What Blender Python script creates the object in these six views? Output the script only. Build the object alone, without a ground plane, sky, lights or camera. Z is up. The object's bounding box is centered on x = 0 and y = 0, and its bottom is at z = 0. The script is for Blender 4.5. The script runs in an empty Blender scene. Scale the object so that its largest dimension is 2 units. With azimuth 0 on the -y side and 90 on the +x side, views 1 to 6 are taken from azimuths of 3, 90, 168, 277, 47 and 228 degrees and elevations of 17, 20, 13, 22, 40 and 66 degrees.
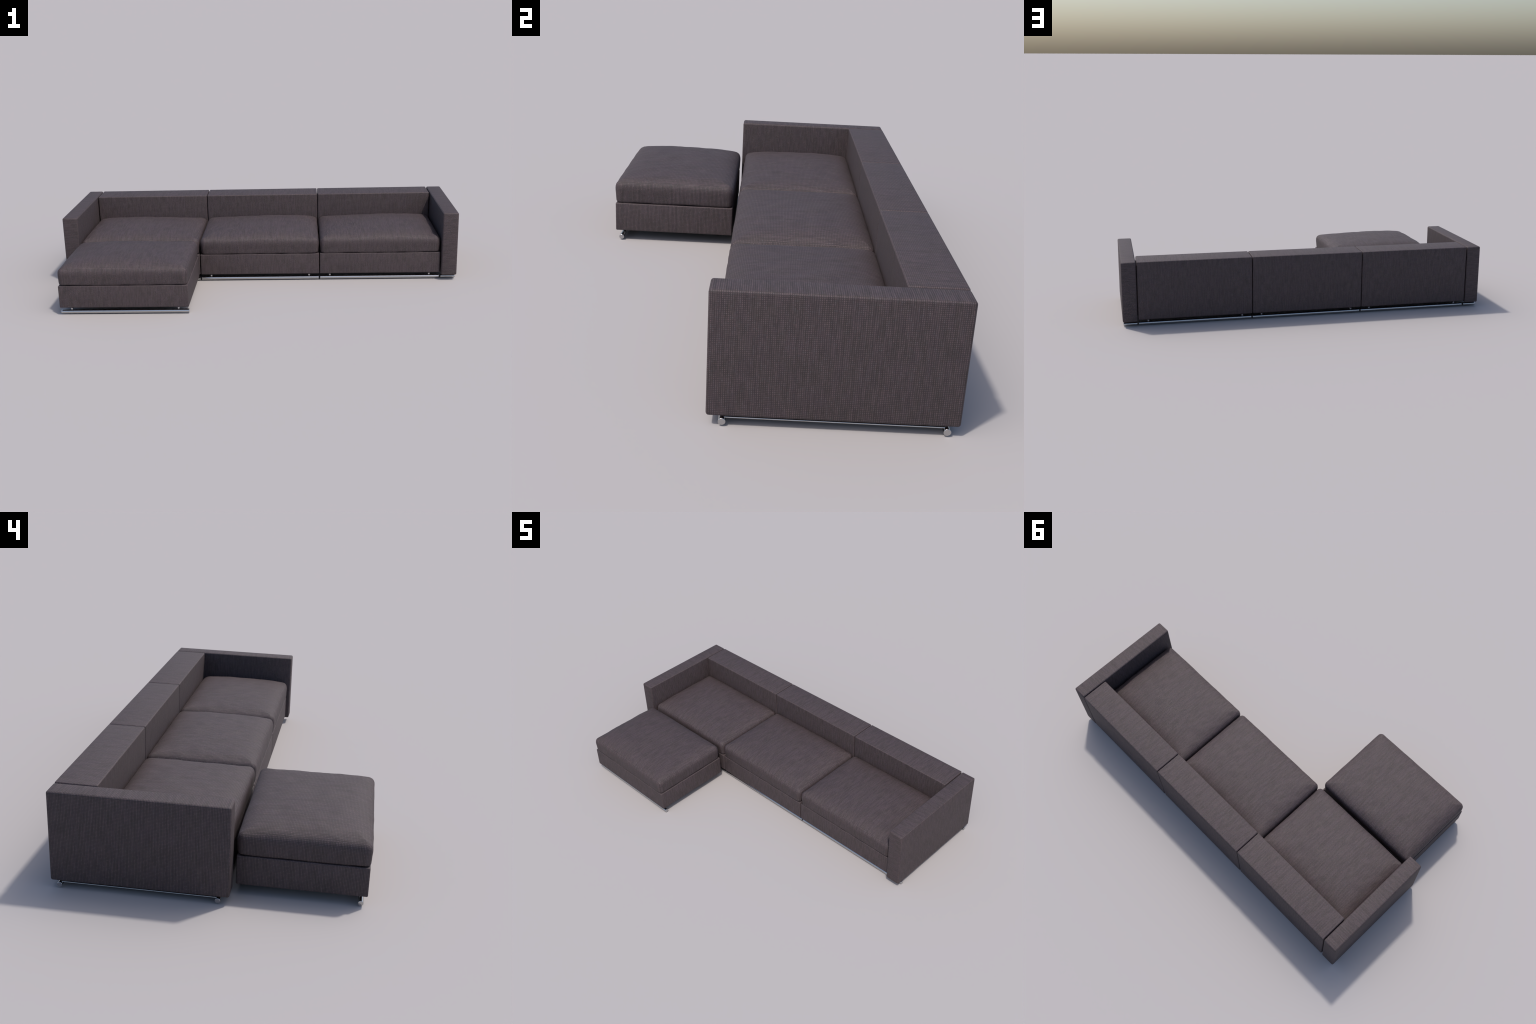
import bpy, bmesh, math
from mathutils import Vector, noise

# ----------------------------------------------------------------------------
# Long low three-seat modular sofa with a loose ottoman in front of one seat.
# Units are metres in the given frame: x along the sofa, -y is the front.
# ----------------------------------------------------------------------------
PITCH = 0.6130            # spacing of the seat modules
MOD_W = 0.6098            # width of one module
ARM_IN, ARM_OUT = 0.9225, 1.0
BACK_Y0, BACK_Y1 = 0.3835, 0.5320
BASE_D = 0.443            # depth of a seat base (sofa and ottoman alike)
SEAT_Y = -0.0600          # front plane of the sofa's seat bases
OTT_X, OTT_Y = -0.6150, -0.5290
ARM_Y0 = -0.0775
TOP_Z = 0.3500
BASE_Z0, BASE_Z1 = 0.0350, 0.1425
TUBE_R = 0.0092
ROD_R = 0.0046

# ------------------------------------------------------------- node helpers --
class Nodes:
    def __init__(self, mat):
        self.t = mat.node_tree
        self.t.nodes.clear()

    def new(self, kind, **props):
        n = self.t.nodes.new(kind)
        for k, v in props.items():
            setattr(n, k, v)
        return n

    def put(self, socket, value):
        if isinstance(value, bpy.types.NodeSocket):
            self.t.links.new(value, socket)
        else:
            socket.default_value = value

    def m(self, op, a, b=None, c=None, clamp=False):
        n = self.new('ShaderNodeMath', operation=op, use_clamp=clamp)
        self.put(n.inputs[0], a)
        if b is not None:
            self.put(n.inputs[1], b)
        if c is not None:
            self.put(n.inputs[2], c)
        return n.outputs[0]

    def xyz(self, x, y, z=0.0):
        n = self.new('ShaderNodeCombineXYZ')
        for s, v in zip(n.inputs, (x, y, z)):
            self.put(s, v)
        return n.outputs[0]

    def split(self, v):
        n = self.new('ShaderNodeSeparateXYZ')
        self.put(n.inputs[0], v)
        return n.outputs

    def pick(self, f, a, b):          # f ? b : a  (scalars)
        n = self.new('ShaderNodeMix', data_type='FLOAT')
        self.put(n.inputs[0], f); self.put(n.inputs[2], a); self.put(n.inputs[3], b)
        return n.outputs[0]

    def mix(self, f, a, b):           # colours
        n = self.new('ShaderNodeMix', data_type='RGBA')
        self.put(n.inputs[0], f); self.put(n.inputs[6], a); self.put(n.inputs[7], b)
        return n.outputs[2]

    def noise(self, v, scale, detail=1.0):
        n = self.new('ShaderNodeTexNoise')
        self.put(n.inputs['Vector'], v)
        n.inputs['Scale'].default_value = scale
        n.inputs['Detail'].default_value = detail
        return n.outputs[0]

    def smooth(self, v, lo, hi, a=0.0, b=1.0):
        n = self.new('ShaderNodeMapRange', interpolation_type='SMOOTHSTEP')
        for s, x in zip(n.inputs[:5], (v, lo, hi, a, b)):
            self.put(s, x)
        return n.outputs[0]


def rgb(r, g, b):
    return (r, g, b, 1.0)


def woven_fabric(name, wrapped_over_arm):
    """Coarse weave: rows of pale slubs on a dark brown-grey ground, some warp
    threads running on as streaks.  The warp runs up the sides and over the top;
    on the arm it is wrapped sideways round the end faces."""
    mat = bpy.data.materials.new(name)
    mat.use_nodes = True
    N = Nodes(mat)
    tc = N.new('ShaderNodeTexCoord')
    px, py, pz = N.split(tc.outputs['Object'])
    nx, ny, nz = N.split(tc.outputs['Normal'])
    ax, ay, az = (N.m('ABSOLUTE', s) for s in (nx, ny, nz))
    is_top = N.m('GREATER_THAN', az, N.m('MAXIMUM', ax, ay))
    is_side = N.m('GREATER_THAN', ax, N.m('MAXIMUM', ay, az))
    if wrapped_over_arm:
        # outer/inner: (y, z)   top: (y, x)   ends: (z, x)
        across = N.pick(N.m('MAXIMUM', is_top, is_side), pz, py)
        along = N.pick(is_side, px, pz)
    else:
        # front/back: (x, z)   side: (y, z)   top: (x, y)
        across = N.pick(is_side, px, py)
        along = N.pick(is_top, pz, py)
    face = N.m('MULTIPLY_ADD', is_top, 3.7, N.m('MULTIPLY', is_side, 9.1))
    # gentle waviness of the rows
    flat = N.xyz(across, along, face)
    wob1 = N.m('SUBTRACT', N.noise(flat, 28.0), 0.5)
    wob2 = N.m('SUBTRACT', N.noise(N.xyz(along, across, N.m('ADD', face, 5.0)), 28.0), 0.5)
    p = N.m('ADD', N.m('DIVIDE', across, 0.00500), N.m('MULTIPLY', wob1, 0.45))
    q = N.m('ADD', N.m('DIVIDE', along, 0.00490), N.m('MULTIPLY', wob2, 0.45))
    ip, iq = N.m('FLOOR', p), N.m('FLOOR', q)
    fp = N.m('SUBTRACT', N.m('FRACT', p), 0.5)
    fq = N.m('SUBTRACT', N.m('FRACT', q), 0.5)
    # streaky columns
    col = N.noise(N.xyz(N.m('MULTIPLY', ip, 7.31), N.m('MULTIPLY', q, 0.22), face), 1.0, 1.0)
    streak = N.smooth(col, 0.56, 0.74)
    # broad uneven tone along the warp, and two thread tints
    tone = N.noise(N.xyz(N.m('MULTIPLY', p, 0.85), N.m('MULTIPLY', q, 0.085), face), 1.0, 2.0)
    tone_f = N.smooth(tone, 0.32, 0.68)
    tint = N.noise(N.xyz(N.m('MULTIPLY', p, 0.22), N.m('MULTIPLY', q, 0.06), N.m('ADD', face, 20.0)), 1.0, 2.0)
    tint_f = N.smooth(tint, 0.38, 0.62)
    # the slub: round, longer where the column runs on as a streak
    stretch = N.pick(streak, 0.84, 0.36)
    r2 = N.m('ADD', N.m('MULTIPLY', fp, fp),
             N.m('POWER', N.m('ABSOLUTE', N.m('MULTIPLY', fq, stretch)), 2.0))
    r = N.m('SQRT', r2)
    wn = N.new('ShaderNodeTexWhiteNoise', noise_dimensions='3D')
    N.put(wn.inputs['Vector'], N.xyz(ip, iq, face))
    h1, h2, h3 = N.split(wn.outputs['Color'])
    size = N.m('MULTIPLY_ADD', h1, 0.12, 0.40)
    dot = N.smooth(r, N.m('MULTIPLY', size, 0.10), size, 1.0, 0.0)
    strength = N.m('MULTIPLY', N.m('MULTIPLY_ADD', h2, 0.5, 0.62), N.pick(streak, 1.0, 0.62))
    strength = N.m('MULTIPLY', strength, N.pick(tone_f, 0.72, 1.15))
    dot = N.m('MULTIPLY', dot, strength, clamp=True)
    g = GROUND
    ground = N.mix(tone_f, N.mix(tint_f, rgb(*g[0]), rgb(*g[1])), N.mix(tint_f, rgb(*g[2]), rgb(*g[3])))
    s = SLUB
    slub = N.mix(h3, N.mix(N.m('GREATER_THAN', h2, 0.6), rgb(*s[0]), rgb(*s[1])), rgb(*s[2]))
    colour = N.mix(dot, ground, slub)
    fine = N.noise(N.xyz(N.m('MULTIPLY', p, 2.6), N.m('MULTIPLY', q, 1.2), face), 1.0, 2.0)
    bump = N.new('ShaderNodeBump')
    bump.inputs['Strength'].default_value = 0.35
    bump.inputs['Distance'].default_value = 0.0009
    N.put(bump.inputs['Height'], N.m('MULTIPLY_ADD', fine, 0.35, dot))
    bsdf = N.new('ShaderNodeBsdfPrincipled')
    N.put(bsdf.inputs['Base Color'], colour)
    N.put(bsdf.inputs['Normal'], bump.outputs[0])
    bsdf.inputs['Roughness'].default_value = 0.72
    bsdf.inputs['Specular IOR Level'].default_value = 0.50
    out = N.new('ShaderNodeOutputMaterial')
    mat.node_tree.links.new(bsdf.outputs[0], out.inputs[0])
    return mat


GROUND = ((0.0298, 0.0220, 0.0214), (0.0313, 0.0221, 0.0245),
          (0.0415, 0.0306, 0.0312), (0.0436, 0.0308, 0.0348))
SLUB = ((0.112, 0.080, 0.083), (0.095, 0.0790, 0.085), (0.118, 0.0770, 0.082))


def chrome():
    mat = bpy.data.materials.new('polished_chrome')
    mat.use_nodes = True
    N = Nodes(mat)
    tc = N.new('ShaderNodeTexCoord')
    n = N.noise(tc.outputs['Object'], 60.0, 2.0)
    bsdf = N.new('ShaderNodeBsdfPrincipled')
    bsdf.inputs['Base Color'].default_value = rgb(0.50, 0.50, 0.505)
    bsdf.inputs['Metallic'].default_value = 1.0
    N.put(bsdf.inputs['Roughness'], N.smooth(n, 0.3, 0.7, 0.10, 0.16))
    out = N.new('ShaderNodeOutputMaterial')
    mat.node_tree.links.new(bsdf.outputs[0], out.inputs[0])
    return mat


# ------------------------------------------------------------------- meshes --
def finish(bm, name, mat, angle=40.0):
    bmesh.ops.recalc_face_normals(bm, faces=bm.faces)
    for f in bm.faces:
        f.smooth = True
    me = bpy.data.meshes.new(name)
    bm.to_mesh(me)
    bm.free()
    me.materials.append(mat)
    me.set_sharp_from_angle(angle=math.radians(angle))
    return me


def rounded_panel(name, sx, sy, sz, r, mat, puff=0.0):
    """Upholstered box with rounded edges; faces are a tight grid so that the
    padding can swell by `puff` in the middle of each face."""
    bm = bmesh.new()
    bmesh.ops.create_cube(bm, size=1.0)
    bmesh.ops.scale(bm, vec=(sx, sy, sz), verts=bm.verts)
    bmesh.ops.bevel(bm, geom=list(bm.edges), offset=r, segments=5, profile=0.5, affect='EDGES')
    if puff:
        big = [e for e in bm.edges if e.calc_length() > r * 3]
        bmesh.ops.subdivide_edges(bm, edges=big, cuts=11, use_grid_fill=True)
        half = Vector((sx / 2, sy / 2, sz / 2))
        for v in bm.verts:
            u = [max(0.0, 1 - (abs(v.co[i]) / half[i]) ** 4) for i in range(3)]
            c = v.co.copy()
            for i in range(3):
                j, k = (i + 1) % 3, (i + 2) % 3
                if abs(abs(c[i]) - half[i]) < 1e-5:
                    n = noise.noise(c * 9.0 + Vector((sx * 50, sy * 70, i * 11.0)))
                    w = u[j] * u[k]
                    v.co[i] += math.copysign(puff * w * (0.7 + 0.6 * n), c[i])
    return finish(bm, name, mat)


def rounded_rect(a, b, r, n_corner, n_x, n_y):
    """Closed plan contour, same point count for any size."""
    pts = []
    r = max(r, 1e-4)
    cx, cy = a - r, b - r
    quads = (((cx, -cy), -90, (cx, cy), n_y), ((cx, cy), 0, (-cx, cy), n_x),
             ((-cx, cy), 90, (-cx, -cy), n_y), ((-cx, -cy), 180, (cx, -cy), n_x))
    for (ox, oy), start, (ex, ey), n_s in quads:
        for i in range(n_corner):
            t = math.radians(start + 90.0 * i / n_corner)
            pts.append((ox + r * math.cos(t), oy + r * math.sin(t)))
        t = math.radians(start + 90)
        x0, y0 = ox + r * math.cos(t), oy + r * math.sin(t)
        x1, y1 = ex + r * math.cos(t), ey + r * math.sin(t)
        for i in range(n_s):
            f = i / n_s
            pts.append((x0 + (x1 - x0) * f, y0 + (y1 - y0) * f))
    return pts


# side profile of a seat cushion: (inset from the outline, height above its bottom)
CUSHION_PROFILE = [(0.060, 0.0000), (0.020, 0.0000), (0.0100, 0.0004), (0.0055, 0.0022), (0.0034, 0.0058),
                   (0.0026, 0.0110), (0.0019, 0.0190), (0.0014, 0.0290), (0.0006, 0.0390),
                   (0.0000, 0.0480), (0.0001, 0.0555), (0.0009, 0.0625), (0.0028, 0.0688),
                   (0.0060, 0.0740), (0.0105, 0.0782), (0.0165, 0.0818), (0.0240, 0.0847),
                   (0.0330, 0.0872), (0.0440, 0.0891), (0.0570, 0.0904), (0.0720, 0.0910)]
CROWN = 0.0215


def seat_cushion_mesh(mat, w, d, lean):
    # lean: +1/-1, the side of the seat on which the filling stands higher
    a, b, corner = w / 2, d / 2, 0.024
    rings = list(CUSHION_PROFILE)
    inset = rings[-1][0]
    while inset < b - 0.020:
        inset += 0.0135
        rings.append((min(inset, b - 0.012), 0.0910))
    nc, nsx, nsy = 8, 72, 54
    bm = bmesh.new()
    rows = []
    arc = 0.0
    for k, (ins, z) in enumerate(rings):
        top = k >= 10
        if k:
            arc += math.hypot(ins - rings[k - 1][0], z - rings[k - 1][1])
        row = []
        for i, (x, y) in enumerate(rounded_rect(a - ins, b - ins, max(corner - ins, 0.002), nc, nsx, nsy)):
            zz = z
            u, v = min(1.0, abs(x) / a), min(1.0, abs(y) / b)
            dome = max(0.0, 1 - u ** 2.6) * max(0.0, 1 - v ** 2.6)
            if top:
                zz += CROWN * dome * (1 + 0.35 * lean * x / a + 0.22 * y / b)
            # soft dents of the filling
            P = Vector((x * lean, y, zz))
            dent = noise.noise(P * 13.0 + Vector((3.1, 7.7, 1.3)))
            dent2 = noise.noise(P * 31.0 + Vector((13.1, 2.7, 9.3)))
            # tension creases that run along the border
            edge = math.exp(-((ins - 0.018) / 0.030) ** 2) if top else 0.35
            run = x if abs(y) / b > abs(x) / a else y
            crease = noise.noise(Vector((run * 15.0, arc * 95.0, 4.0 if run == x else 8.0)))
            pull = noise.noise(Vector((x * 30.0, y * 30.0, 2.2)))
            lift = 0.0024 * dent + 0.0011 * dent2 + 0.0013 * edge * crease
            if k <= 1:
                lift = 0.0
            steep = 1.0 if 4 <= k <= 12 else 0.0
            # sides move sideways, top moves up
            if steep:
                out = Vector((x / a if u > v else 0.0, y / b if v >= u else 0.0))
                if out.length > 0:
                    out.normalize()
                x += out.x * lift * 0.55
                y += out.y * lift * 0.55
                if k <= 7:
                    zz += 0.0012 * pull
            else:
                zz += lift
                if 1 < k < 4:
                    zz += 0.0006 * pull
            row.append(bm.verts.new((x, y, zz)))
        rows.append(row)
    n = len(rows[0])
    for r0, r1 in zip(rows, rows[1:]):
        for i in range(n):
            j = (i + 1) % n
            bm.faces.new((r0[i], r0[j], r1[j], r1[i]))
    bm.faces.new(rows[0])
    # the last ring is a narrow slot: stitch its two long sides together
    last = rows[-1]
    bmesh.ops.triangulate(bm, faces=[bm.faces.new(last)])
    return finish(bm, 'seat_cushion', mat, 70.0)


def round_bar(name, length, radius, axis, mat, chamfer, segs=40):
    """Solid round bar, its ends slightly chamfered, centred on the origin."""
    prof = [(-length / 2, radius - chamfer), (-length / 2 + chamfer, radius),
            (length / 2 - chamfer, radius), (length / 2, radius - chamfer)]
    bm = bmesh.new()
    rings = []
    for s, r in prof:
        ring = []
        for i in range(segs):
            t = 2 * math.pi * i / segs
            c, q = r * math.cos(t), r * math.sin(t)
            ring.append(bm.verts.new((s, c, q) if axis == 'X' else (c, s, q)))
        rings.append(ring)
    for r0, r1 in zip(rings, rings[1:]):
        for i in range(segs):
            j = (i + 1) % segs
            bm.faces.new((r0[i], r0[j], r1[j], r1[i]))
    bm.faces.new(rings[0])
    bm.faces.new(rings[-1])
    return finish(bm, name, mat, 30.0)


# ----------------------------------------------------------------- assembly --
def thing(name, loc, label, category):
    ob = bpy.data.objects.new(name, None)
    ob.empty_display_size = 0.1
    ob.location = loc
    ob['label'] = label
    ob['category'] = category
    bpy.context.scene.collection.objects.link(ob)
    return ob


def place(name, mesh, parent, world):
    ob = bpy.data.objects.new(name, mesh)
    bpy.context.scene.collection.objects.link(ob)
    ob.parent = parent
    ob.location = Vector(world) - parent.location
    return ob


fabric = woven_fabric('woven_fabric', False)
fabric_arm = woven_fabric('woven_fabric_on_arm', True)
metal = chrome()

ARM_Z0 = 0.0252
arm_mesh = rounded_panel('armrest', ARM_OUT - ARM_IN, BACK_Y1 - ARM_Y0, TOP_Z - ARM_Z0, 0.0075, fabric_arm)
BACK_Z0 = 0.0358
back_mesh = rounded_panel('backrest', MOD_W, BACK_Y1 - BACK_Y0, TOP_Z - BACK_Z0, 0.0058, fabric)
base_mesh = rounded_panel('seat_base', MOD_W - 0.0010, BASE_D, BASE_Z1 - BASE_Z0, 0.0045, fabric)
cushion_mesh = seat_cushion_mesh(fabric, 0.6080, 0.4490, 1)
end_cushion_mesh = seat_cushion_mesh(fabric, 0.6080, 0.4490, -1)

rail_mesh = round_bar('foot_rail', 0.6060, TUBE_R, 'X', metal, 0.0007)
RAIL_Y = (-0.0385, 0.5020)
ROD_Y0, ROD_Y1 = -0.0405, 0.5060
rod_mesh = round_bar('support_rod', ROD_Y1 - ROD_Y0, ROD_R, 'Y', metal, 0.0004, 24)
ARM_RAIL0, ARM_RAIL1 = 0.9240, 0.9965
arm_rail_mesh = round_bar('foot_rail_short', ARM_RAIL1 - ARM_RAIL0, TUBE_R, 'X', metal, 0.0007)
arm_rod_mesh = round_bar('arm_rod', RAIL_Y[1] - RAIL_Y[0], 0.0024, 'Y', metal, 0.0003, 16)
ott_rod_mesh = round_bar('ottoman_rod', 0.4000, ROD_R, 'Y', metal, 0.0004, 24)

sofa = thing('modular_sofa', (0.0, 0.227, 0.0),
             'long low three-seat sofa in dark brown-grey woven fabric', 'sofa')
cushion_y = (SEAT_Y + BASE_D / 2) - 0.0005
for i in (-1, 0, 1):
    cx = i * PITCH
    place('seat_base', base_mesh, sofa, (cx, SEAT_Y + BASE_D / 2, (BASE_Z0 + BASE_Z1) / 2))
    place('seat_cushion', end_cushion_mesh if i < 0 else cushion_mesh, sofa, (cx, cushion_y, BASE_Z1 + 0.0006))
    place('backrest', back_mesh, sofa, (cx, (BACK_Y0 + BACK_Y1) / 2, (TOP_Z + BACK_Z0) / 2))
    for y in RAIL_Y:
        place('foot_rail', rail_mesh, sofa, (cx, y, TUBE_R))
    for s in (-1, 1):
        place('support_rod', rod_mesh, sofa, (cx + s * 0.2530, (ROD_Y0 + ROD_Y1) / 2, 2 * TUBE_R + ROD_R * 0.96))
# added strips, not sofa parts, blocking light through the gaps; well inside each gap
blocker_mesh = rounded_panel('gap_light_blocker', 0.0060, 0.100, 0.270, 0.0010, fabric)
end_blocker_mesh = rounded_panel('end_gap_light_blocker', 0.0080, 0.100, 0.270, 0.0010, fabric)
for s in (-1, 1):
    place('gap_light_blocker', blocker_mesh, sofa, (s * PITCH / 2, (BACK_Y0 + BACK_Y1) / 2, 0.190))
    place('gap_light_blocker', end_blocker_mesh, sofa, (s * (PITCH + MOD_W / 2 + ARM_IN) / 2, (BACK_Y0 + BACK_Y1) / 2, 0.190))
for s in (-1, 1):
    place('armrest', arm_mesh, sofa, (s * (ARM_IN + ARM_OUT) / 2, (ARM_Y0 + BACK_Y1) / 2, (TOP_Z + ARM_Z0) / 2))
    for y in RAIL_Y:
        place('foot_rail', arm_rail_mesh, sofa, (s * (ARM_RAIL0 + ARM_RAIL1) / 2, y, TUBE_R))
    place('support_rod', arm_rod_mesh, sofa, (s * 0.9845, sum(RAIL_Y) / 2, 0.0160))

ottoman = thing('ottoman', (OTT_X, OTT_Y + BASE_D / 2, 0.0),
                'low square footstool in dark brown-grey woven fabric', 'ottoman')
oy = OTT_Y + BASE_D / 2
place('seat_base', base_mesh, ottoman, (OTT_X, oy, (BASE_Z0 + BASE_Z1) / 2))
turned = place('seat_cushion', cushion_mesh, ottoman, (OTT_X, oy - 0.0005, BASE_Z1 + 0.0006))
turned.rotation_euler = (0.0, 0.0, math.pi)
place('foot_rail', rail_mesh, ottoman, (OTT_X, OTT_Y + 0.0215, TUBE_R))
for s in (-1, 1):
    place('support_rod', ott_rod_mesh, ottoman, (OTT_X + s * 0.2530, OTT_Y + 0.2215, 2 * TUBE_R + ROD_R * 0.96))
